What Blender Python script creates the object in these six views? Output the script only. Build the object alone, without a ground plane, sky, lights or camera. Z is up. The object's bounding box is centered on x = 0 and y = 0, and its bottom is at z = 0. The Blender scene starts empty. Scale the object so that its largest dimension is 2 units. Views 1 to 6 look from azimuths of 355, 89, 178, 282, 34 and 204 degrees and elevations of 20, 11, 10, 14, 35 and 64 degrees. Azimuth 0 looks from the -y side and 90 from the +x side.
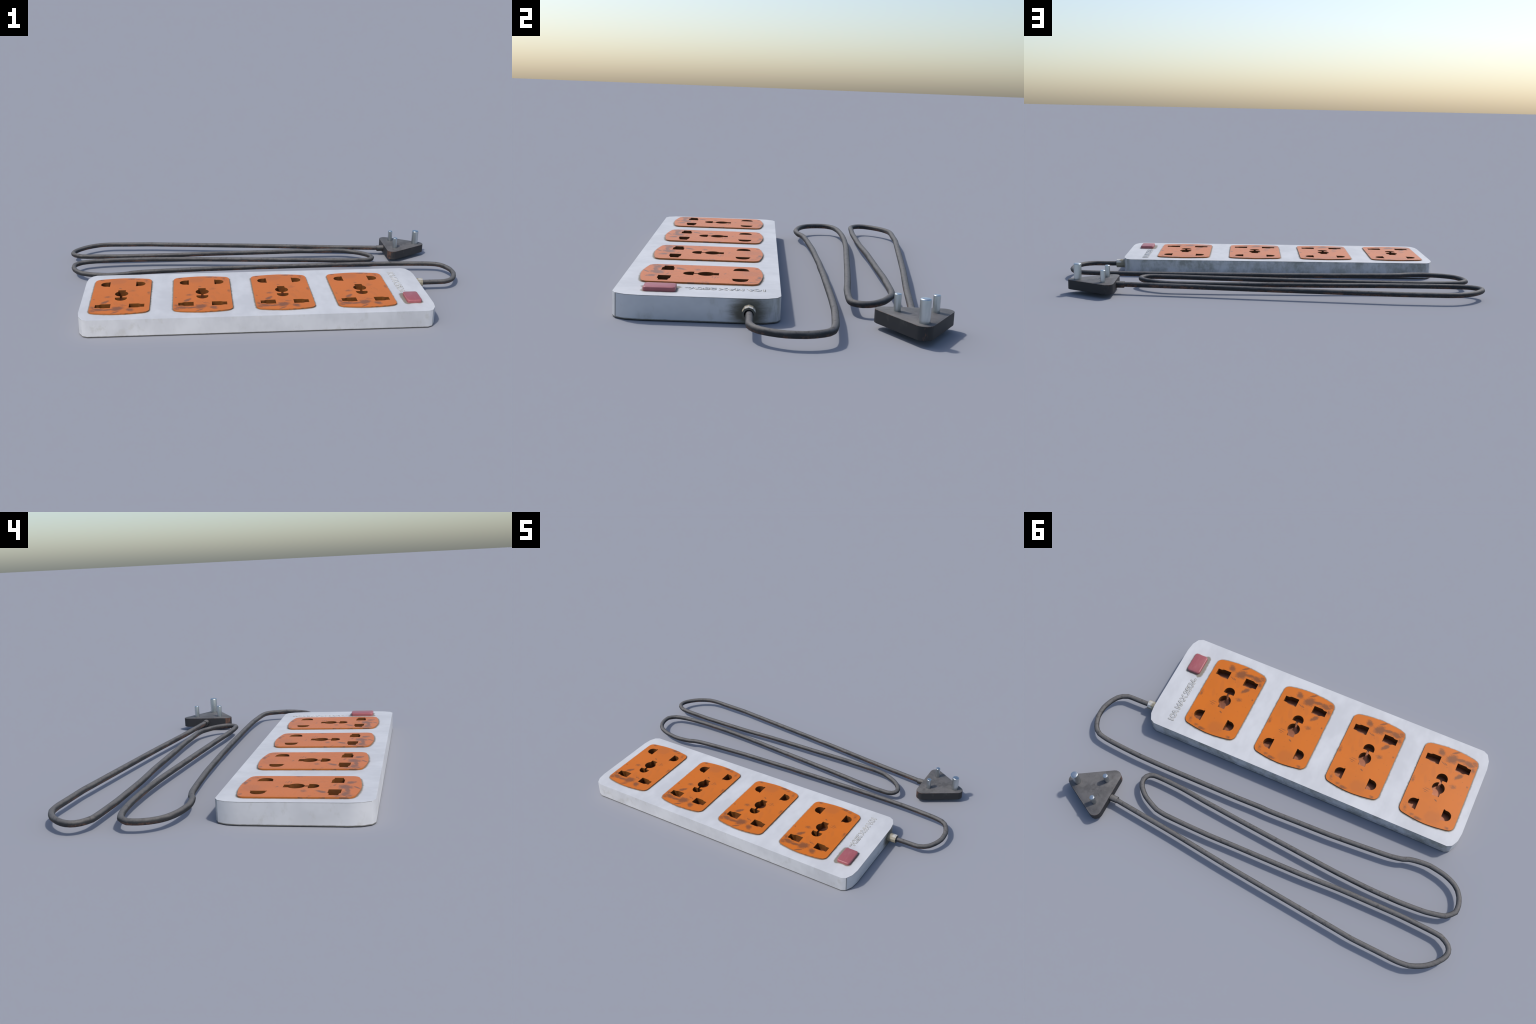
"""Four-way universal power strip with a coiled mains lead and a three-pin plug.

Frame: metres, z up, +x towards the cord end of the housing, +y towards the plug.
"""
import bpy, bmesh, math
from mathutils import Vector, Matrix

scene = bpy.context.scene

# ----------------------------------------------------------------- dimensions
BODY_X = (-0.8570, 0.7470)          # housing footprint
BODY_Y = (-0.5615, -0.0268)
BODY_Z = (0.0, 0.0802)
CORNER_RX, CORNER_RY = 0.0440, 0.0865   # the corners are stretched along y
PLATE_X0, PLATE_PITCH, PLATE_N = -0.6785, 0.37386, 4
PLATE_Y = -0.2957                   # plate centre line
PLATE_TOP, PLATE_BOTTOM = 0.0857, 0.0790
WELL_FLOOR = 0.0495
CABLE_Z, CABLE_R = 0.0402, 0.0121
GLAND_Y, GLAND_Z = -0.1276, 0.0410

# ------------------------------------------------------------------- helpers
def new_object(name, mesh, parent=None, location=(0, 0, 0)):
    ob = bpy.data.objects.new(name, mesh)
    scene.collection.objects.link(ob)
    ob.location = location
    if parent is not None:
        ob.parent = parent
    return ob


def mesh_from_bm(name, bm, smooth_angle=None, materials=()):
    bmesh.ops.recalc_face_normals(bm, faces=bm.faces)
    me = bpy.data.meshes.new(name)
    bm.to_mesh(me)
    bm.free()
    for m in materials:
        me.materials.append(m)
    if smooth_angle is not None:
        for p in me.polygons:
            p.use_smooth = True
        me.set_sharp_from_angle(angle=math.radians(smooth_angle))
    return me


def arc(cx, cy, rx, ry, a0, a1, n):
    """Points on an elliptical arc, degrees, both ends included."""
    return [(cx + rx * math.cos(math.radians(a0 + (a1 - a0) * i / n)),
             cy + ry * math.sin(math.radians(a0 + (a1 - a0) * i / n))) for i in range(n + 1)]


def rounded_rect(x0, x1, y0, y1, rx, ry, n):
    return (arc(x1 - rx, y0 + ry, rx, ry, -90, 0, n) + arc(x1 - rx, y1 - ry, rx, ry, 0, 90, n)
            + arc(x0 + rx, y1 - ry, rx, ry, 90, 180, n) + arc(x0 + rx, y0 + ry, rx, ry, 180, 270, n))


def bm_loop(bm, pts, z):
    vs = [bm.verts.new((p[0], p[1], z)) for p in pts]
    es = [bm.edges.new((vs[i], vs[(i + 1) % len(vs)])) for i in range(len(vs))]
    return vs, es


def bm_wall(bm, a, b):
    n = len(a)
    return [bm.faces.new((a[i], a[(i + 1) % n], b[(i + 1) % n], b[i])) for i in range(n)]


def sheet_with_holes(bm, outline, holes, z):
    """A flat face bounded by one outline with holes in it; returns the loops."""
    loops, edges = [], []
    for pts in [outline] + holes:
        vs, es = bm_loop(bm, pts, z)
        loops.append(vs)
        edges += es
    bmesh.ops.triangle_fill(bm, use_beauty=True, use_dissolve=False, edges=edges)
    return loops


def lathe(name, profile, n, materials, smooth=40, phase=0.0):
    """Solid of revolution about z; profile is (radius, z) from bottom to top."""
    bm = bmesh.new()
    rings = []
    for r, z in profile:
        if r < 1e-6:
            rings.append([bm.verts.new((0, 0, z))])
        else:
            rings.append([bm.verts.new((r * math.cos(phase + 2 * math.pi * i / n),
                                        r * math.sin(phase + 2 * math.pi * i / n), z)) for i in range(n)])
    for a, b in zip(rings, rings[1:]):
        for i in range(n):
            j = (i + 1) % n
            if len(a) == 1 and len(b) == 1:
                continue
            if len(a) == 1:
                bm.faces.new((a[0], b[j], b[i]))
            elif len(b) == 1:
                bm.faces.new((a[i], a[j], b[0]))
            else:
                bm.faces.new((a[i], a[j], b[j], b[i]))
    return mesh_from_bm(name, bm, smooth, materials)


# -------------------------------------------------------- node-building helper
class Nodes:
    """Small wrapper that makes shader-node arithmetic readable."""

    def __init__(self, name, roughness=0.5, metallic=0.0, specular=0.5):
        self.mat = bpy.data.materials.new(name)
        self.mat.use_nodes = True
        self.t = self.mat.node_tree
        self.t.nodes.clear()
        self.out = self.t.nodes.new('ShaderNodeOutputMaterial')
        self.bsdf = self.t.nodes.new('ShaderNodeBsdfPrincipled')
        self.t.links.new(self.bsdf.outputs[0], self.out.inputs['Surface'])
        self.bsdf.inputs['Roughness'].default_value = roughness
        self.bsdf.inputs['Metallic'].default_value = metallic
        self.bsdf.inputs['Specular IOR Level'].default_value = specular
        self.obj = self.t.nodes.new('ShaderNodeTexCoord').outputs['Object']
        sep = self.t.nodes.new('ShaderNodeSeparateXYZ')
        self.t.links.new(self.obj, sep.inputs[0])
        self.x, self.y, self.z = sep.outputs

    def _in(self, node, i, v):
        if isinstance(v, bpy.types.NodeSocket):
            self.t.links.new(v, node.inputs[i])
        else:
            node.inputs[i].default_value = v

    def math(self, op, a, b=0.0, c=None, clamp=False):
        n = self.t.nodes.new('ShaderNodeMath')
        n.operation = op
        n.use_clamp = clamp
        self._in(n, 0, a)
        self._in(n, 1, b)
        if c is not None:
            self._in(n, 2, c)
        return n.outputs[0]

    def add(self, a, b): return self.math('ADD', a, b)
    def sub(self, a, b): return self.math('SUBTRACT', a, b)
    def mul(self, a, b): return self.math('MULTIPLY', a, b)
    def maxi(self, a, b): return self.math('MAXIMUM', a, b)
    def mini(self, a, b): return self.math('MINIMUM', a, b)
    def absv(self, a): return self.math('ABSOLUTE', a)

    def step(self, v, lo, hi, a=0.0, b=1.0):
        """Smooth ramp of v from lo to hi, giving a to b."""
        n = self.t.nodes.new('ShaderNodeMapRange')
        n.interpolation_type = 'SMOOTHSTEP'
        if lo > hi:
            lo, hi, a, b = hi, lo, b, a
        self._in(n, 'Value', v)
        n.inputs['From Min'].default_value = lo
        n.inputs['From Max'].default_value = hi
        n.inputs['To Min'].default_value = a
        n.inputs['To Max'].default_value = b
        return n.outputs[0]

    def noise(self, scale, detail=4.0, rough=0.55, stretch=(1, 1, 1), offset=(0, 0, 0), distort=0.0):
        m = self.t.nodes.new('ShaderNodeMapping')
        m.inputs['Scale'].default_value = stretch
        m.inputs['Location'].default_value = offset
        self.t.links.new(self.obj, m.inputs['Vector'])
        n = self.t.nodes.new('ShaderNodeTexNoise')
        n.inputs['Scale'].default_value = scale
        n.inputs['Detail'].default_value = detail
        n.inputs['Roughness'].default_value = rough
        n.inputs['Distortion'].default_value = distort
        self.t.links.new(m.outputs[0], n.inputs['Vector'])
        return n.outputs['Fac']

    def normal(self):
        g = self.t.nodes.new('ShaderNodeNewGeometry')
        s = self.t.nodes.new('ShaderNodeSeparateXYZ')
        self.t.links.new(g.outputs['Normal'], s.inputs[0])
        return s.outputs

    def spot(self, cx, cy, rx, ry, angle=0.0):
        """1 at the centre of a tilted ellipse in the xy plane, falling to 0 at its rim."""
        ca, sa = math.cos(math.radians(angle)), math.sin(math.radians(angle))
        dx, dy = self.sub(self.x, cx), self.sub(self.y, cy)
        u = self.add(self.mul(dx, ca / rx), self.mul(dy, sa / rx))
        v = self.add(self.mul(dx, -sa / ry), self.mul(dy, ca / ry))
        d = self.math('SQRT', self.add(self.mul(u, u), self.mul(v, v)))
        return self.math('SUBTRACT', 1.0, d, clamp=True)

    def mix(self, fac, a, b):
        n = self.t.nodes.new('ShaderNodeMix')
        n.data_type = 'RGBA'
        self._in(n, 'Factor', fac)
        for sock, v in ((n.inputs[6], a), (n.inputs[7], b)):
            if isinstance(v, bpy.types.NodeSocket):
                self.t.links.new(v, sock)
            else:
                sock.default_value = (*v, 1.0)
        return n.outputs[2]

    def color(self, c):
        if isinstance(c, bpy.types.NodeSocket):
            self.t.links.new(c, self.bsdf.inputs['Base Color'])
        else:
            self.bsdf.inputs['Base Color'].default_value = (*c, 1.0)

    def rough(self, v):
        self._in(self.bsdf, 'Roughness', v)

    def bump(self, height, strength=0.2, distance=0.001):
        b = self.t.nodes.new('ShaderNodeBump')
        b.inputs['Strength'].default_value = strength
        b.inputs['Distance'].default_value = distance
        self.t.links.new(height, b.inputs['Height'])
        self.t.links.new(b.outputs[0], self.bsdf.inputs['Normal'])


# ------------------------------------------------------------------ materials
def plate_distance(n):
    """Signed distance (about) from the nearest socket plate's outline, in world xy."""
    k = n.math('ROUND', n.math('DIVIDE', n.sub(n.x, PLATE_X0), PLATE_PITCH))
    k = n.mini(n.maxi(k, 0.0), PLATE_N - 1.0)
    xl = n.absv(n.sub(n.sub(n.x, PLATE_X0), n.mul(k, PLATE_PITCH)))
    yl = n.absv(n.sub(n.y, PLATE_Y))
    half = n.sub(0.2105, n.mul(n.mul(xl, xl), 0.95))
    return box_distance(n, xl, yl, 0.1345, half, 0.024)


def box_distance(n, ax, ay, hx, hy, r):
    qx = n.sub(ax, hx - r)
    qy = n.add(n.sub(ay, hy), r)
    px, py = n.maxi(qx, 0.0), n.maxi(qy, 0.0)
    outer = n.math('SQRT', n.add(n.mul(px, px), n.mul(py, py)))
    inner = n.mini(n.maxi(qx, qy), 0.0)
    return n.sub(n.add(outer, inner), r)


def make_housing_material():
    n = Nodes('aged_white_plastic', roughness=0.50, specular=0.4)
    nx, ny, nz = n.normal()
    wall = n.step(nz, 0.6, 0.3)
    fine = n.noise(60, 5, 0.6)
    # slow cloudy variation of the moulded white
    cloud = n.noise(7.0, 4, 0.55, stretch=(1.0, 0.7, 1.0))
    brushed = n.noise(16, 4, 0.6, stretch=(2.2, 1.0, 1.0), offset=(3, 1, 0))
    tone = n.step(n.add(n.mul(cloud, 0.78), n.mul(brushed, 0.22)), 0.36, 0.64)
    white = n.mix(tone, HOUSING_DARK, HOUSING_LIGHT)
    # grime gathered round every socket plate and round the switch
    rim = n.add(plate_distance(n), n.mul(n.sub(n.noise(45, 4, 0.65), 0.5), 0.010))
    rim_mask = n.mul(n.step(rim, 0.0085, 0.0012), 0.95)
    sw = box_distance(n, n.absv(n.sub(n.x, 0.6620)), n.absv(n.sub(n.y, -0.4155)), 0.0350, 0.0540, 0.010)
    sw = n.add(sw, n.mul(n.sub(n.noise(60, 4, 0.65), 0.5), 0.014))
    sw = n.sub(sw, n.mul(n.step(n.x, 0.650, 0.622), 0.010))
    sw_mask = n.mul(n.step(sw, 0.009, 0.001), 0.9)
    c = n.mix(n.mul(n.maxi(rim_mask, sw_mask), n.step(nz, 0.3, 0.6)), white, GRIME)
    # faint tan blotches on the walls, heavier at the back and the cord end
    blot = n.noise(17, 5, 0.62, stretch=(1, 1, 0.8), offset=(4.1, 0.7, 0))
    back = n.step(ny, 0.25, 0.8)
    blotch = n.mul(n.step(blot, 0.55, 0.70), 0.36)
    c = n.mix(n.mul(wall, blotch), c, WALL_TAN)
    back_n = n.noise(13, 5, 0.65, stretch=(1, 1, 0.7), offset=(1, 2, 7))
    back_fine = n.noise(38, 4, 0.6, offset=(0, 2, 1))
    back_mask = n.step(n.add(n.mul(back_n, 0.7), n.mul(back_fine, 0.3)), 0.36, 0.64)
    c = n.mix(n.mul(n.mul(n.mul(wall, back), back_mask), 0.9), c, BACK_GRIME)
    # oily stain round the cord entry, smeared along the wall
    gy = n.sub(n.y, GLAND_Y)
    gz = n.mul(n.sub(n.z, GLAND_Z - 0.004), 1.05)
    gr = n.math('SQRT', n.add(n.mul(gy, gy), n.mul(gz, gz)))
    smear = n.noise(40, 5, 0.7, stretch=(1, 0.35, 1.6), offset=(0, 3, 0))
    gr = n.add(gr, n.mul(n.sub(smear, 0.5), 0.045))
    end = n.step(nx, 0.75, 0.95)
    c = n.mix(n.mul(n.mul(end, n.step(gr, 0.084, 0.030)), 0.93), c, OIL)
    # streaky soot on the rounded rear corner beside the cord entry
    streak = n.noise(26, 4, 0.6, stretch=(1, 1, 0.25), offset=(5, 5, 0))
    corner = n.mul(n.step(n.y, -0.100, -0.050), n.step(n.x, 0.69, 0.725))
    c = n.mix(n.mul(n.mul(wall, corner), n.step(streak, 0.45, 0.62, 0.1, 0.65)), c, BACK_GRIME)
    # dark lines: along the foot, under the lip, and on the mould lines at the corners
    foot = n.step(n.add(n.z, n.mul(n.sub(fine, 0.5), 0.0025)), 0.0040, 0.0024)
    lip_where = n.maxi(n.step(ny, 0.2, 0.6), n.step(n.add(n.absv(nx), n.mul(n.sub(fine, .5), 0.1)), 0.40, 0.60))
    lip = n.mul(n.step(n.add(n.z, n.mul(n.sub(fine, 0.5), 0.002)), 0.0777, 0.0792), lip_where)
    seam1 = n.step(n.absv(n.sub(n.x, 0.7253)), 0.0016, 0.0007)
    seam1 = n.mul(seam1, n.step(n.y, -0.540, -0.546))
    edge_line = n.mul(n.maxi(n.maxi(foot, n.mul(lip, 0.75)), n.mul(seam1, 0.9)), wall)
    c = n.mix(n.mul(edge_line, 0.85), c, EDGE_LINE)
    n.color(c)
    n.rough(n.step(fine, 0.3, 0.7, 0.46, 0.58))
    n.bump(n.add(n.mul(fine, 0.4), cloud), 0.12, 0.002)
    return n.mat


def make_plate_material():
    n = Nodes('scuffed_orange_plastic', roughness=0.36, specular=0.47)
    base = n.mix(n.step(n.noise(9, 3, 0.5), 0.35, 0.68), ORANGE_A, ORANGE_B)
    # every plate carries the same pattern of ground-in marks: (x, y, rx, ry, tilt, weight)
    smears = [(-0.011, -0.157, 0.044, 0.034, 20, 1.15), (0.047, -0.172, 0.030, 0.022, -35, 0.95),
              (-0.015, -0.196, 0.036, 0.007, 35, 0.95), (-0.052, -0.168, 0.050, 0.013, 8, 1.0),
              (-0.092, -0.163, 0.045, 0.022, -8, 1.05), (-0.116, -0.175, 0.032, 0.040, 0, 0.62),
              (-0.120, -0.141, 0.020, 0.030, 10, 0.72), (-0.068, -0.080, 0.034, 0.015, 51, 1.15),
              (-0.060, -0.021, 0.026, 0.020, 0, 0.72), (0.022, -0.119, 0.020, 0.0030, -28, 1.0),
              (0.010, -0.119, 0.015, 0.0038, -28, 0.95), (-0.010, 0.079, 0.013, 0.006, -30, 0.9),
              (0.069, 0.190, 0.022, 0.013, 10, 0.70), (0.034, 0.199, 0.034, 0.014, 12, 0.75),
              (-0.104, 0.190, 0.018, 0.012, 0, 0.70), (-0.122, -0.046, 0.008, 0.008, 0, 0.85),
              (0.126, 0.020, 0.018, 0.034, 0, 0.64), (-0.100, 0.120, 0.012, 0.014, 30, 0.66),
              (0.095, -0.120, 0.010, 0.012, 0, 0.66), (0.108, 0.170, 0.022, 0.036, 0, 0.60)]
    grain = n.noise(150, 6, 0.72, stretch=(1.0, 0.8, 1.0))
    fibre = n.noise(110, 5, 0.7, stretch=(0.35, 1.6, 1), offset=(2, 0, 0))
    broad = n.noise(32, 4, 0.6, offset=(5, 0, 0))
    total = None
    for cx, cy, rx, ry, tilt, wgt in smears:
        s = n.mul(n.spot(cx, cy + PLATE_MARK_Y, rx * 1.15, ry * 1.15, tilt), wgt)
        total = s if total is None else n.maxi(total, s)
    grit = n.add(n.add(n.mul(grain, 0.42), n.mul(fibre, 0.28)), n.mul(broad, 0.30))
    mark = n.step(n.add(n.mul(total, 0.62), n.mul(grit, 1.30)), 0.78, 1.12)
    near = n.step(total, 0.0, 0.18)
    c = n.mix(n.mul(n.mul(mark, near), 0.80), base, SOOT)
    # pairs of fine scratches beside the earth hole
    for x0, y0, x1, y1, wd in [(0.072, 0.0445, 0.031, 0.0510, 0.0023), (0.065, 0.0368, 0.027, 0.0385, 0.0019),
                               (0.060, 0.0555, 0.040, 0.0580, 0.0020), (-0.004, 0.0760, -0.020, 0.0840, 0.0018)]:
        ang = math.degrees(math.atan2(y1 - y0, x1 - x0))
        ln = math.hypot(x1 - x0, y1 - y0) / 2
        s = n.spot((x0 + x1) / 2, (y0 + y1) / 2, ln, wd, ang)
        m = n.mul(n.step(n.add(s, n.mul(n.sub(fibre, 0.5), 0.8)), 0.05, 0.42), n.step(s, 0.0, 0.15))
        c = n.mix(n.mul(m, 0.75), c, SOOT)
    # a broad dull patch near the cord-side edge and two faint drips
    for cx, cy, rx, ry, tilt, a in [(-0.025, 0.167, 0.058, 0.050, 10, 0.55), (0.050, -0.058, 0.014, 0.045, 18, 0.35),
                                    (0.072, -0.005, 0.010, 0.035, 18, 0.30), (-0.018, -0.100, 0.014, 0.035, 15, 0.35)]:
        s = n.spot(cx, cy, rx, ry, tilt)
        s = n.step(n.add(s, n.add(n.mul(n.sub(grain, 0.5), 0.5), n.mul(n.sub(broad, 0.5), 0.9))), 0.10, 0.50)
        c = n.mix(n.mul(s, a * 0.5), c, DULL)
    # stray specks
    speck = n.noise(110, 2, 0.5, offset=(1.3, 4.2, 0))
    c = n.mix(n.mul(n.step(speck, 0.715, 0.76), 0.5), c, SOOT)
    # plate's sides darker than its top all over, with worn dashes
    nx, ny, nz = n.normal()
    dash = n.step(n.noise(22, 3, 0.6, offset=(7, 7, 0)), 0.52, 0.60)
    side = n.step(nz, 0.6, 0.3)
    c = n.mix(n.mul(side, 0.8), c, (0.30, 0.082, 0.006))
    c = n.mix(n.mul(n.mul(side, dash), 0.75), c, EDGE_SOOT)
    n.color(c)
    n.rough(n.step(grain, 0.3, 0.7, 0.32, 0.39))
    return n.mat


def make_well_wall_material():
    n = Nodes('shaded_orange_moulding', roughness=0.50, specular=0.4)  # plate orange darkened: the recess shade is put into the colour
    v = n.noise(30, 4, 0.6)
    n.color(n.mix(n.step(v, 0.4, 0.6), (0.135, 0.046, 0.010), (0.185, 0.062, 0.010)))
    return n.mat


def make_well_material():
    n = Nodes('tarnished_copper_lining', roughness=0.50, metallic=1.0)
    v = n.noise(30, 4, 0.6)
    n.color(n.mix(n.step(v, 0.4, 0.6), WELL_A, WELL_B))
    return n.mat


def make_switch_material():
    n = Nodes('faded_red_plastic', roughness=0.40, specular=0.5)
    a = n.noise(28, 4, 0.6, stretch=(2.2, 0.8, 1))
    nx, ny, nz = n.normal()
    c = n.mix(n.step(a, 0.45, 0.75), RED_A, RED_B)
    wear = n.mul(n.step(nz, 0.15, 0.4), n.step(nz, 0.95, 0.8))
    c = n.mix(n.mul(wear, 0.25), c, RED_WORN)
    n.color(c)
    return n.mat


def make_rubber_material(name, top, dark, rust, rust_low, rust_amount, seed):
    """Black rubber with a dusty grey top, flanks darkened by painted shade, and brown rust marks low down."""
    n = Nodes(name, roughness=0.62, specular=0.35)
    nx, ny, nz = n.normal()
    g = n.noise(13, 5, 0.62, stretch=(1, 1.4, 1.4), offset=(seed, 0, 0))
    f = n.noise(95, 4, 0.6, offset=(0, seed, 0))
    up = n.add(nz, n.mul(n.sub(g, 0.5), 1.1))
    dust_shade = n.step(up, *DUST_SHADE_RANGE)
    dust_shade = n.mul(dust_shade, n.step(f, 0.2, 0.6, 0.75, 1.0))
    c = n.mix(dust_shade, dark, top)  # grey top partly dusty, dark flanks partly shade put into the colour
    fleck = n.noise(55, 5, 0.7, offset=(seed, seed, 0))
    c = n.mix(n.mul(n.step(fleck, 0.54, 0.68), 0.6), c, (0.040, 0.034, 0.030))
    near_plug = n.mul(n.step(n.x, 0.0, 0.55), n.step(n.y, 0.375, 0.39))
    r = n.add(n.noise(11, 5, 0.7, stretch=(1, 1.5, 1.5), offset=(0, 0, seed)), n.mul(near_plug, 0.08))
    low = n.step(n.sub(n.add(nz, n.mul(n.sub(f, 0.5), 1.4)), n.mul(near_plug, 0.4)), *rust_low)
    rm = n.mul(n.mul(n.step(n.add(n.mul(r, 0.7), n.mul(f, 0.3)), 0.47, 0.60), low), rust_amount)
    c = n.mix(rm, c, rust)
    n.color(c)
    n.bump(f, 0.15, 0.001)
    return n.mat


def make_plug_top_material():
    n = Nodes('dusty_black_plastic', roughness=0.6, specular=0.35)  # dusty top, lighter than the sides, which carry painted shade
    g = n.noise(16, 5, 0.62)
    f = n.noise(70, 4, 0.6)
    v = n.step(n.add(n.mul(g, 0.7), n.mul(f, 0.3)), 0.36, 0.62)
    fleck = n.noise(48, 5, 0.7, offset=(3, 1, 0))
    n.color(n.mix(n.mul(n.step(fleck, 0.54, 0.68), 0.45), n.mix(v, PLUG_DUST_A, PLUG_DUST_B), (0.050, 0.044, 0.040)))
    n.bump(f, 0.08, 0.001)
    return n.mat


def make_plug_side_material():
    n = Nodes('worn_shaded_plastic', roughness=0.6, specular=0.35)  # sides much darker than the top, partly shade painted into the black
    g = n.noise(20, 4, 0.6, stretch=(1, 1, 0.7))
    c = n.mix(n.step(g, 0.56, 0.72), PLUG_BLACK, PLUG_SCUFF)
    # rust-brown marks on the corners and along the upper arris
    rn = n.noise(42, 4, 0.65, stretch=(1.2, 1.2, 0.6), offset=(2, 2, 0))
    corner = n.maxi(n.spot(-0.094, -0.130, 0.052, 0.052), n.mul(n.spot(0.140, 0.0, 0.034, 0.034), 0.45))
    corner = n.maxi(corner, n.mul(n.spot(-0.094, 0.130, 0.045, 0.045), 0.55))
    corner = n.maxi(corner, n.mul(n.spot(-0.110, 0.000, 0.042, 0.042), 0.75))
    m = n.mul(n.step(n.add(n.mul(corner, 0.40), n.mul(rn, 0.85)), 0.60, 0.70), n.step(corner, 0.02, 0.2))
    arris = n.mul(n.step(n.z, 0.0190, 0.0208), n.step(rn, 0.48, 0.60))
    c = n.mix(n.mul(n.maxi(m, n.mul(arris, 0.7)), 0.75), c, RUST)
    n.color(c)
    return n.mat


def make_pin_material():
    n = Nodes('nickel_plated_brass', roughness=0.32, metallic=1.0)
    v = n.noise(60, 3, 0.5, stretch=(1, 1, 0.2))
    low = n.step(n.z, 0.010, 0.002)  # contact shade painted in: the pin's colour darkens at its root
    c = n.mix(n.step(v, 0.4, 0.65), (0.50, 0.545, 0.565), (0.58, 0.62, 0.635))
    n.color(n.mix(n.mul(low, 0.35), c, (0.30, 0.31, 0.31)))
    return n.mat


def make_gland_material():
    n = Nodes('yellowed_nylon', roughness=0.45, specular=0.5)
    nx, ny, nz = n.normal()
    v = n.noise(38, 4, 0.6)
    along = n.add(n.z, n.mul(n.sub(v, 0.5), 0.03))
    dirty = n.maxi(n.step(along, 0.026, 0.014), n.step(v, 0.42, 0.54))
    dirty = n.maxi(dirty, n.step(nz, 0.55, 0.25))
    dirty = n.maxi(dirty, n.mul(n.step(ny, -0.20, -0.45), n.step(v, 0.25, 0.45, 0.75, 1.0)))
    c = n.mix(n.mul(dirty, 0.85), (0.56, 0.55, 0.52), (0.24, 0.205, 0.125))
    face = n.step(n.absv(nx), 0.7, 0.95)
    c = n.mix(n.mul(face, 0.9), c, (0.075, 0.074, 0.060))
    n.color(c)
    return n.mat


# base colours (linear), matched where least shaded; cable and plug darks hold some shade
HOUSING_LIGHT, HOUSING_DARK = (0.592, 0.592, 0.597), (0.515, 0.515, 0.523)
GRIME, WALL_TAN, BACK_GRIME = (0.20, 0.175, 0.125), (0.38, 0.365, 0.32), (0.26, 0.26, 0.225)
OIL, EDGE_LINE = (0.090, 0.082, 0.052), (0.10, 0.092, 0.07)
ORANGE_A, ORANGE_B = (0.60, 0.146, 0.003), (0.56, 0.138, 0.004)
SOOT, DULL, EDGE_SOOT = (0.155, 0.058, 0.020), (0.36, 0.105, 0.022), (0.10, 0.045, 0.022)
PLATE_MARK_Y = 0.0
WELL_A, WELL_B = (0.30, 0.125, 0.075), (0.36, 0.155, 0.085)
RED_A, RED_B, RED_WORN = (0.335, 0.090, 0.100), (0.37, 0.115, 0.125), (0.46, 0.17, 0.17)
CABLE_TOP, CABLE_DARK, RUST = (0.130, 0.123, 0.117), (0.021, 0.022, 0.024), (0.135, 0.066, 0.042)
DUST_SHADE_RANGE = (0.18, 0.90)
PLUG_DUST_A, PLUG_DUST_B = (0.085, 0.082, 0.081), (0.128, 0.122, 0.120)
PLUG_BLACK, PLUG_SCUFF = (0.024, 0.024, 0.026), (0.050, 0.048, 0.047)

MAT_HOUSING = make_housing_material()
MAT_PLATE = make_plate_material()
MAT_WELL = make_well_material()
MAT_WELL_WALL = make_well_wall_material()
MAT_SWITCH = make_switch_material()
MAT_CABLE = make_rubber_material('dusty_shaded_rubber', CABLE_TOP, CABLE_DARK, RUST, (0.20, -0.35), 0.85, 3.0)
MAT_RELIEF = make_rubber_material('dusty_shaded_boot', CABLE_TOP, CABLE_DARK, RUST, (0.2, -0.4), 0.8, 5.0)
MAT_PLUG_TOP = make_plug_top_material()
MAT_PLUG_SIDE = make_plug_side_material()
MAT_PIN = make_pin_material()
MAT_GLAND = make_gland_material()
_t = Nodes('embossed_white_plastic', roughness=0.5, specular=0.4)
_t.color((0.55, 0.55, 0.555))
MAT_LETTER = _t.mat
_t = Nodes('grime_in_the_lettering', roughness=0.7, specular=0.3)
_t.color(_t.mix(_t.step(_t.noise(70, 3), 0.4, 0.6), (0.24, 0.225, 0.185), (0.34, 0.325, 0.285)))
MAT_LETTER_GRIME = _t.mat

# --------------------------------------------------------------- the assembly
strip = bpy.data.objects.new('power_strip', None)
scene.collection.objects.link(strip)
strip['label'] = 'grubby white four socket power strip with orange plates, grey cable and plug'
strip['category'] = 'power strip'
strip.empty_display_size = 0.1


# ---- housing: straight-walled box with facetted corners, open under the plates
def plate_outline(inset=0.0):
    """Plate outline, counter-clockwise, local to the plate centre; ends bow outwards."""
    hx, ends = 0.1345 - inset, []
    for i in range(-6, 7):
        x = 0.1100 * i / 6
        ends.append((x, -0.2107 + 0.0137 * (abs(x) / 0.116) ** 1.75 + inset))
    front = ends
    corner = [(0.1195, -0.1952 + inset), (0.1268 - inset * 0.5, -0.1895 + inset), (0.1322 - inset * 0.8, -0.1815 + inset * 0.8),
              (hx - 0.0005, -0.1740 + inset * 0.5), (hx, -0.1650)]
    left = [(-x, y) for x, y in reversed(corner)]
    pts = front + corner
    pts += [(x, -y) for x, y in reversed(corner)] + [(x, -y) for x, y in reversed(front)]
    pts += [(-x, -y) for x, y in corner] + left
    return pts


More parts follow.
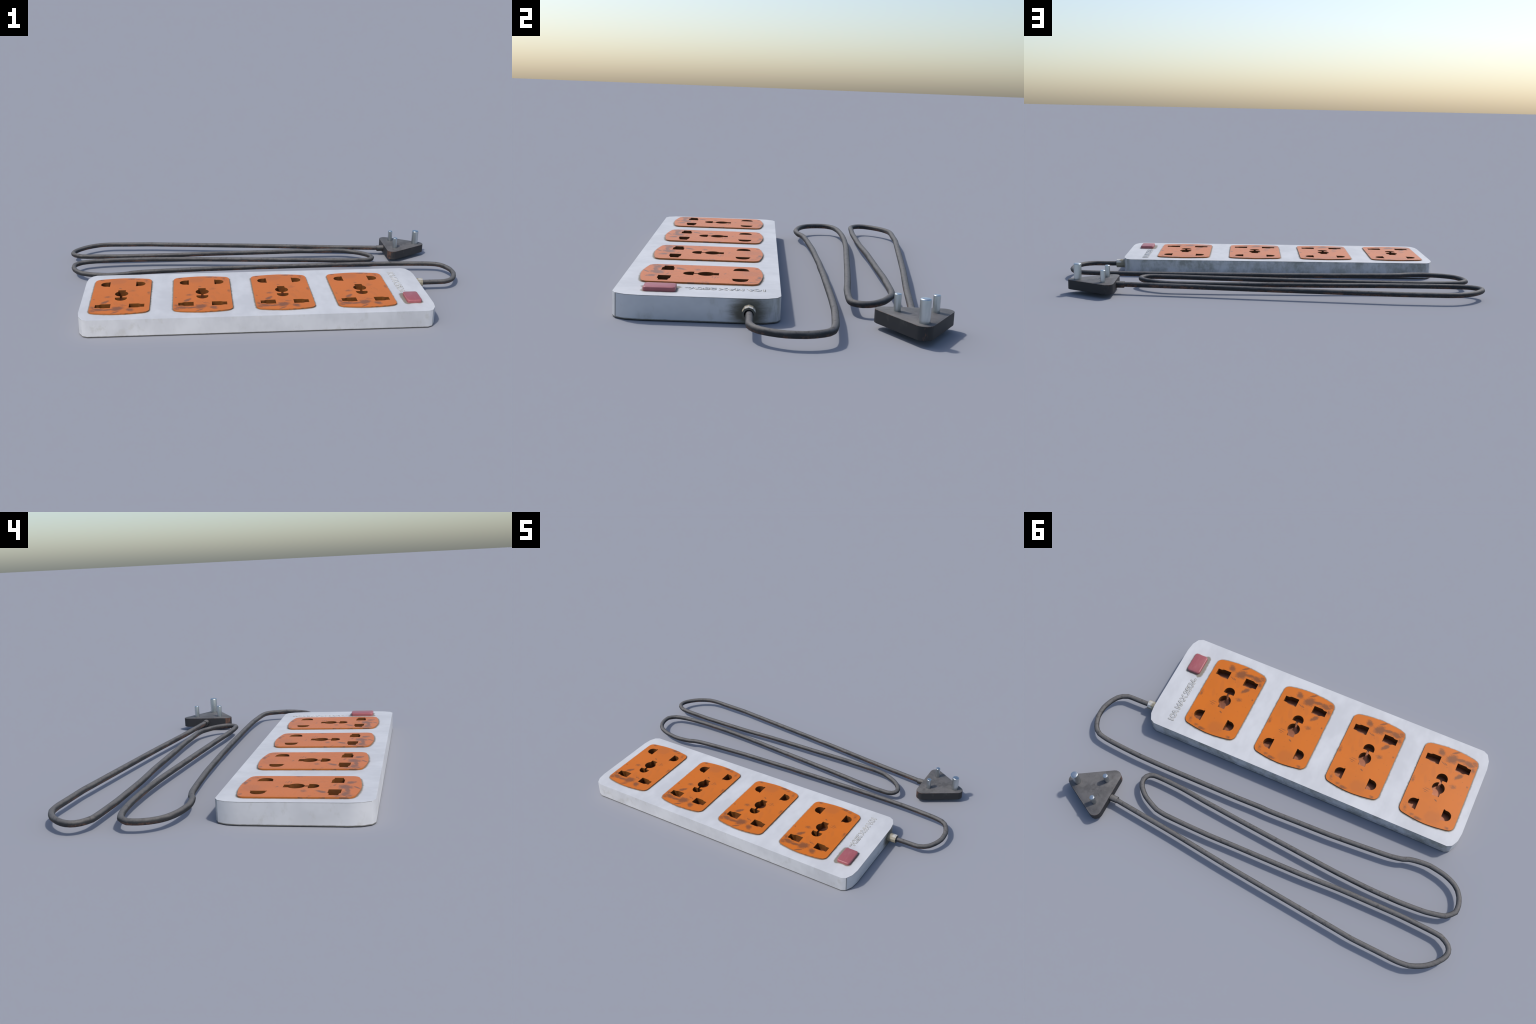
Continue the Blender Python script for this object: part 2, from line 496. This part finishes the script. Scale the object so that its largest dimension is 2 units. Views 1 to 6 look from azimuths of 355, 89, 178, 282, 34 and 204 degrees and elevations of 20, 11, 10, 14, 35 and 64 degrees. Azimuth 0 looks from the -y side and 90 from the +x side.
def build_housing():
    bm = bmesh.new()
    outer = rounded_rect(*BODY_X, *BODY_Y, CORNER_RX, CORNER_RY, 3)
    holes = []
    for k in range(PLATE_N):
        cx = PLATE_X0 + k * PLATE_PITCH
        holes.append([(x + cx, y + PLATE_Y) for x, y in plate_outline(0.012)])
    loops = sheet_with_holes(bm, outer, holes, BODY_Z[1])
    low, _ = bm_loop(bm, outer, BODY_Z[0])
    walls = bm_wall(bm, low, loops[0])
    bm.faces.new(list(reversed(low)))
    for h in loops[1:]:
        deep = [bm.verts.new((v.co.x, v.co.y, 0.070)) for v in h]
        bm_wall(bm, h, deep)
    me = mesh_from_bm('housing', bm, 35, [MAT_HOUSING])
    return new_object('housing', me, strip)


housing = build_housing()


# ---- socket plates with five deep pin openings each
def key_slot(mirror):
    """Slot with a wide inner part that necks down towards the plate's side."""
    xi, xo, wide, thin, yc = 0.0413, 0.1105, 0.0222, 0.0165, -0.4211 - PLATE_Y
    s = []
    for i in range(5):                         # soft S between the two widths
        t = i / 4
        e = t * t * (3 - 2 * t)
        s.append((0.0810 + 0.0145 * t, wide + (thin - wide) * e))
    edge = [(xi, wide)] + s + [(xo, thin)]
    pts = [(x, yc - w) for x, w in edge] + [(x, yc + w) for x, w in reversed(edge)]
    return [(-x, y) for x, y in pts] if mirror else pts


def d_hole(mirror):
    """Round pin hole cut flat on its inner side, with a small square step at the flat."""
    yc, r, cx = -0.1621 - PLATE_Y, 0.0267, 0.0785
    pts = [(0.0612, yc - 0.0295), (0.0690, yc - 0.0287), (0.0692, yc - r + 0.0004)]
    pts += arc(cx, yc, r, r, -90, 90, 14)
    pts += [(0.0692, yc + r - 0.0004), (0.0690, yc + 0.0287), (0.0612, yc + 0.0295)]
    return [(-x, y) for x, y in pts] if mirror else pts


def earth_hole():
    """Round hole, square tail behind, narrow neck to a half-round hole in front."""
    oy = -PLATE_Y
    c, r = -0.2812 + oy, 0.0307
    hy, hr, flat = -0.3350 + oy, 0.0272, -0.3249 + oy
    neck, tail = 0.0057, 0.0175
    a_neck = math.degrees(math.asin(neck / r))
    a_tail = math.degrees(math.asin(tail / r))
    pts = arc(0.0, c, r, r, -90 + a_neck, 90 - a_tail, 12)
    pts += [(tail, -0.2377 + oy), (-tail, -0.2377 + oy)]
    pts += arc(0.0, c, r, r, 90 + a_tail, 270 - a_neck, 12)
    pts += [(-neck, flat), (-hr, flat)]
    pts += arc(0.0, hy, hr, hr, 180, 360, 14)
    pts += [(hr, flat), (neck, flat)]
    return pts


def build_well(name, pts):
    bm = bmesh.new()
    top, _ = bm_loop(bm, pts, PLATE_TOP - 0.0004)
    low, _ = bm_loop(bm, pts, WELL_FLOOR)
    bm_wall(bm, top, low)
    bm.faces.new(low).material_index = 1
    for f in bm.faces:
        f.normal_update()
    me = bpy.data.meshes.new(name)
    bmesh.ops.triangulate(bm, faces=[f for f in bm.faces if len(f.verts) > 4])
    bm.to_mesh(me)
    bm.free()
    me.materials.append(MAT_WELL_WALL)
    me.materials.append(MAT_WELL)
    return me


def build_plates():
    openings = [('line_slot', key_slot(False)), ('line_slot', key_slot(True)),
                ('pin_hole', d_hole(False)), ('pin_hole', d_hole(True)), ('earth_hole', earth_hole())]
    bm = bmesh.new()
    rim = 0.0011
    outer = plate_outline()
    top_outline = plate_outline(rim * 0.6)
    loops = sheet_with_holes(bm, top_outline, [p for _, p in openings], PLATE_TOP)
    mid, _ = bm_loop(bm, outer, PLATE_TOP - rim)
    low, _ = bm_loop(bm, outer, PLATE_BOTTOM)
    bm_wall(bm, mid, loops[0])
    bm_wall(bm, low, mid)
    for h in loops[1:]:                           # short lip inside each opening
        lip = [bm.verts.new((v.co.x, v.co.y, PLATE_TOP - 0.0012)) for v in h]
        bm_wall(bm, h, lip)
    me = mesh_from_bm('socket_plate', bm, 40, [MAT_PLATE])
    wells = [(nm, build_well(nm, pts)) for nm, pts in openings]
    for k in range(PLATE_N):
        cx = PLATE_X0 + k * PLATE_PITCH
        plate = new_object('socket_plate', me, strip, (cx, PLATE_Y, 0))
        for nm, wm in wells:
            new_object(nm, wm, plate)


build_plates()


# ---- rocker switch: a red block with softened top edges
def build_switch():
    bm = bmesh.new()
    rings = [(0.0, 0.078), (0.0, 0.0895), (0.0006, 0.0922), (0.0018, 0.0937), (0.0040, 0.0944)]
    prev = None
    for inset, z in rings:
        pts = rounded_rect(0.6280 + inset, 0.6962 - inset, -0.4690 + inset, -0.3640 - inset,
                           max(0.0110 - inset, 0.004), max(0.0125 - inset, 0.004), 6)
        vs, _ = bm_loop(bm, pts, z)
        if prev:
            bm_wall(bm, prev, vs)
        else:
            bm.faces.new(list(reversed(vs)))
        prev = vs
    bm.faces.new(prev)
    me = mesh_from_bm('switch', bm, 50, [MAT_SWITCH])
    return new_object('switch', me, strip)


build_switch()


# ---- raised rating text "10A MAX 250V~", each glyph drawn as rounded strokes
GLYPHS = {
    '1': [[(0, 0), (0, 1)]],
    '0': [[(math.sin(math.radians(22.5 * i)), 0.5 - 0.5 * math.cos(math.radians(22.5 * i))) for i in range(17)]],
    'A': [[(-1, 0), (0, 1), (1, 0)], [(-0.58, 0.34), (0.58, 0.34)]],
    'M': [[(-1, 0), (-1, 1), (0, 0.25), (1, 1), (1, 0)]],
    'X': [[(-1, 0), (1, 1)], [(-1, 1), (1, 0)]],
    '2': [[(-1, 0.74), (-0.72, 0.93), (-0.1, 1.0), (0.6, 0.95), (0.92, 0.76), (0.75, 0.52), (0.0, 0.26), (-1, 0), (1, 0)]],
    '5': [[(0.9, 1), (-0.75, 1), (-0.85, 0.57), (-0.1, 0.63), (0.65, 0.55), (0.95, 0.32), (0.65, 0.08), (-0.1, 0), (-0.95, 0.10)]],
    'V': [[(-1, 1), (0, 0), (1, 1)]],
    '~': [[(-1, 0.22), (-0.4, 0.33), (0.4, 0.22), (1, 0.33)]],
}
RATING = [('1', -0.0795, 0.0), ('0', -0.1018, 0.0098), ('A', -0.1228, 0.0112), ('M', -0.1595, 0.0104), ('A', -0.1868, 0.0116),
          ('X', -0.2137, 0.0112), ('2', -0.2458, 0.0076), ('5', -0.2674, 0.0078), ('0', -0.2890, 0.0092),
          ('V', -0.3095, 0.0102), ('~', -0.3285, 0.0062)]


def build_lettering():
    base, cap = 0.6252, 0.0244          # stroke centres; letters stand towards +x, text runs to -y

    def strokes(name, half_width, crown, mat, z):
        """Low half-round beads along every stroke."""
        bm = bmesh.new()
        count = 0
        for ch, yc, hw in RATING:
            for st in GLYPHS[ch]:
                pts = [Vector((base + v * cap, yc - u * hw)) for u, v in st]
                for p, q in zip(pts, pts[1:]):
                    d = (q - p).normalized()
                    side = Vector((-d.y, d.x))
                    top = z + crown * (1.0 + 0.03 * (count % 5))
                    count += 1
                    p0, q0 = p - d * half_width * 0.35, q + d * half_width * 0.35
                    prof = [(-1.0, 0.0), (-0.8, 0.65), (-0.45, 1.0), (0.45, 1.0), (0.8, 0.65), (1.0, 0.0)]
                    rows = []
                    for c, shrink in ((p0 - d * half_width * 0.5, 0.55), (p0, 1.0), (q0, 1.0), (q0 + d * half_width * 0.5, 0.55)):
                        rows.append([bm.verts.new((*(c + side * (a * half_width * shrink)), z + (top - z) * h * (shrink if shrink < 1 else 1)))
                                     for a, h in prof])
                    for r0, r1 in zip(rows, rows[1:]):
                        for i in range(len(prof) - 1):
                            bm.faces.new((r0[i], r0[i + 1], r1[i + 1], r1[i]))
                    bm.faces.new(list(reversed(rows[0])))
                    bm.faces.new(rows[-1])
        me = mesh_from_bm(name, bm, 30, [mat])
        ob = new_object(name, me, strip)
        ob['kind'] = 'stuff'

    strokes('lettering', 0.0023, 0.0019, MAT_LETTER, BODY_Z[1] - 0.0002)
    strokes('lettering_grime', 0.0046, 0.0007, MAT_LETTER_GRIME, BODY_Z[1] - 0.0001)


build_lettering()


# ---- ten-sided cord gland on the end wall
def build_gland():
    r, bore, n = 0.0220, 0.0148, 10
    x0, x1 = 0.7450, 0.7900
    bm = bmesh.new()

    def ring(rad, x, sides):
        return [bm.verts.new((rad * math.sin(2 * math.pi * i / sides), rad * math.cos(2 * math.pi * i / sides), x - x0))
                for i in range(sides)]
    a, b = ring(r, x0, n), ring(r, x1, n)
    bm_wall(bm, a, b)
    m = 20
    c, d = ring(bore, x1, m), ring(bore, x1 - 0.03, m)
    e1 = [bm.edges.get((b[i], b[(i + 1) % n])) for i in range(n)]
    e2 = [bm.edges.new((c[i], c[(i + 1) % m])) for i in range(m)]
    bmesh.ops.triangle_fill(bm, use_beauty=True, edges=e1 + e2)
    bm_wall(bm, c, d)
    me = mesh_from_bm('cable_gland', bm, None, [MAT_GLAND])
    ob = new_object('cable_gland', me, strip, (x0, GLAND_Y, GLAND_Z))
    ob.rotation_euler = (math.radians(90), 0, math.radians(90))
    return ob


build_gland()

# ---- mains lead: lies in one plane, folded back and forth three times
CABLE_PATH = [
    (0.755, -0.1276), (0.795, -0.126), (0.850, -0.125), (0.906, -0.123), (0.932, -0.111), (0.951, -0.094), (0.969,
    -0.064), (0.979, -0.039), (0.985, -0.016), (0.986, 0.014), (0.984, 0.040), (0.975, 0.069),
    (0.964, 0.091), (0.951, 0.108), (0.930, 0.122), (0.883, 0.132), (0.787, 0.140), (0.696, 0.145),
    (0.538, 0.147), (0.338, 0.146), (0.170, 0.145), (0.038, 0.142), (0.015, 0.143), (-0.148, 0.138),
    (-0.308, 0.133), (-0.385, 0.128), (-0.515, 0.119), (-0.606, 0.111), (-0.655, 0.101), (-0.680,
    0.090), (-0.710, 0.084), (-0.744, 0.080), (-0.778, 0.079), (-0.812, 0.084), (-0.848, 0.091),
    (-0.880, 0.102), (-0.909, 0.117), (-0.932, 0.138), (-0.949, 0.166), (-0.958, 0.198), (-0.957,
    0.236), (-0.923, 0.270), (-0.839, 0.290), (-0.714, 0.298), (-0.565, 0.297), (-0.395, 0.288),
    (-0.140, 0.266), (0.133, 0.242), (0.301, 0.226), (0.427, 0.212), (0.522, 0.207), (0.580, 0.208),
    (0.599, 0.215), (0.611, 0.228), (0.617, 0.245), (0.614, 0.265), (0.603, 0.285), (0.587, 0.302),
    (0.563, 0.322), (0.529, 0.340), (0.485, 0.359), (0.436, 0.366), (0.342, 0.369), (0.204, 0.371),
    (0.071, 0.368), (-0.270, 0.363), (-0.455, 0.355), (-0.615, 0.354), (-0.732, 0.354), (-0.885,
    0.361), (-0.934, 0.366), (-0.957, 0.377), (-0.975, 0.390), (-0.985, 0.405), (-0.988, 0.420),
    (-0.985, 0.438), (-0.976, 0.456), (-0.958, 0.479), (-0.941, 0.496), (-0.923, 0.511), (-0.902,
    0.524), (-0.879, 0.535), (-0.852, 0.545), (-0.801, 0.550), (-0.709, 0.546), (-0.578, 0.540),
    (-0.499, 0.531), (0.071, 0.468), (0.359, 0.431), (0.574, 0.407), (0.674, 0.396), (0.700, 0.3925)]


def build_cable():
    pts = [Vector((x, y, CABLE_Z)) for x, y in CABLE_PATH]
    # split long straight runs so the shading stays even, round the bends only slightly
    path = []
    for i in range(len(pts) - 1):
        p0, p1, p2, p3 = pts[max(i - 1, 0)], pts[i], pts[i + 1], pts[min(i + 2, len(pts) - 1)]
        ln = (p2 - p1).length
        if (p1 - p0).length > 1e-6:
            t1 = ((p1 - p0).normalized() + (p2 - p1).normalized()).normalized() * ln
        else:
            t1 = p2 - p1
        if (p3 - p2).length > 1e-6:
            t2 = ((p2 - p1).normalized() + (p3 - p2).normalized()).normalized() * ln
        else:
            t2 = p2 - p1
        k = max(1, min(8, int(round(ln / 0.02))))
        for j in range(k):
            t = j / k
            h = ((2 * t ** 3 - 3 * t ** 2 + 1) * p1 + (t ** 3 - 2 * t ** 2 + t) * t1
                 + (-2 * t ** 3 + 3 * t ** 2) * p2 + (t ** 3 - t ** 2) * t2)
            path.append(h.lerp(p1.lerp(p2, t), 0.45))
    path.append(pts[-1])
    bm = bmesh.new()
    n, prev = 12, None
    up = Vector((0, 0, 1))
    for i, p in enumerate(path):
        a = (p - path[i - 1]).normalized() if i else (path[1] - p).normalized()
        b = (path[i + 1] - p).normalized() if i < len(path) - 1 else a
        t = (a + b).normalized()
        side = t.cross(up).normalized()
        stretch = 1.0 / max(0.75, t.dot(b))
        ring = [bm.verts.new(p + CABLE_R * (side * stretch * math.cos(2 * math.pi * j / n) + up * math.sin(2 * math.pi * j / n)))
                for j in range(n)]
        if prev:
            bm_wall(bm, prev, ring)
        prev = ring
    me = mesh_from_bm('cable', bm, 60, [MAT_CABLE])
    return new_object('cable', me, strip)


build_cable()


# ---- plug: rounded triangle with three round pins and a cord boot
PLUG_C = (0.7950, 0.3908)           # outline below is given about this point
PLUG_Z = (0.0178, 0.0614)


def build_plug():
    corners = [(0.9620 - PLUG_C[0], 0.3914 - PLUG_C[1]), (0.7107 - PLUG_C[0], 0.5380 - PLUG_C[1]),
               (0.7120 - PLUG_C[0], 0.2429 - PLUG_C[1])]
    r = 0.030
    pts = []
    for i in range(3):
        p = Vector(corners[i])
        a = (Vector(corners[i - 1]) - p).normalized()
        b = (Vector(corners[(i + 1) % 3]) - p).normalized()
        half = a.angle(b) / 2
        c = p + (a + b).normalized() * r / math.sin(half)
        s = p + a * r / math.tan(half)
        e = p + b * r / math.tan(half)
        a0 = math.atan2(s.y - c.y, s.x - c.x)
        a1 = math.atan2(e.y - c.y, e.x - c.x)
        while a1 < a0:
            a1 += 2 * math.pi
        for k in range(7):
            t = a0 + (a1 - a0) * k / 6
            pts.append((c.x + r * math.cos(t), c.y + r * math.sin(t)))
    h = (PLUG_Z[1] - PLUG_Z[0]) / 2
    cen = Vector((0.0, 0.0))
    bev = 0.0010

    def inset(d):
        return [(x * (1 - d / 0.09), y * (1 - d / 0.09)) for x, y in pts]
    bm = bmesh.new()
    bottom, _ = bm_loop(bm, inset(bev), -h)
    low, _ = bm_loop(bm, pts, -h + bev)
    high, _ = bm_loop(bm, pts, h - bev * 0.6)
    top, _ = bm_loop(bm, inset(bev * 0.6), h)
    bm.faces.new(list(reversed(bottom)))
    bm_wall(bm, bottom, low)
    bm_wall(bm, low, high)
    f_bev = bm_wall(bm, high, top)
    f_top = bm.faces.new(top)
    f_top.material_index = 1
    me = mesh_from_bm('plug', bm, 40, [MAT_PLUG_SIDE, MAT_PLUG_TOP])
    z = (PLUG_Z[0] + PLUG_Z[1]) / 2
    plug = new_object('plug', me, strip, (PLUG_C[0], PLUG_C[1] + 0.001, z))

    def pin_mesh(name, rad, height):
        e = rad * 0.30
        prof = [(rad * 1.0, -0.004), (rad, height - e)]
        for k in range(1, 6):
            t = math.radians(90 * k / 5)
            prof.append((rad - e + e * math.cos(t), height - e + e * 0.85 * math.sin(t)))
        prof += [(rad * 0.35, height - e * 0.08), (0.0, height - e * 0.05)]
        return lathe(name, prof, 24, [MAT_PIN], 60)

    big = pin_mesh('earth_pin', 0.0174, 0.0758)
    small = pin_mesh('pin', 0.0116, 0.0570)
    new_object('earth_pin', big, plug, (0.8884 - PLUG_C[0], 0.3931 - PLUG_C[1], h))
    new_object('pin', small, plug, (0.7630 - PLUG_C[0], 0.4534 - PLUG_C[1], h))
    new_object('pin', small, plug, (0.7621 - PLUG_C[0], 0.3320 - PLUG_C[1], h))

    boot = lathe('cord_boot', [(0.0, -0.004), (0.0160, -0.004), (0.0160, 0.0335), (0.0152, 0.0350), (0.0, 0.0350)],
                 16, [MAT_RELIEF], 40)
    ob = new_object('cord_boot', boot, plug, (0.7110 - PLUG_C[0], 0.3928 - PLUG_C[1], CABLE_Z - 0.001 - z))
    ob.rotation_euler = (0, math.radians(-90), 0)


build_plug()
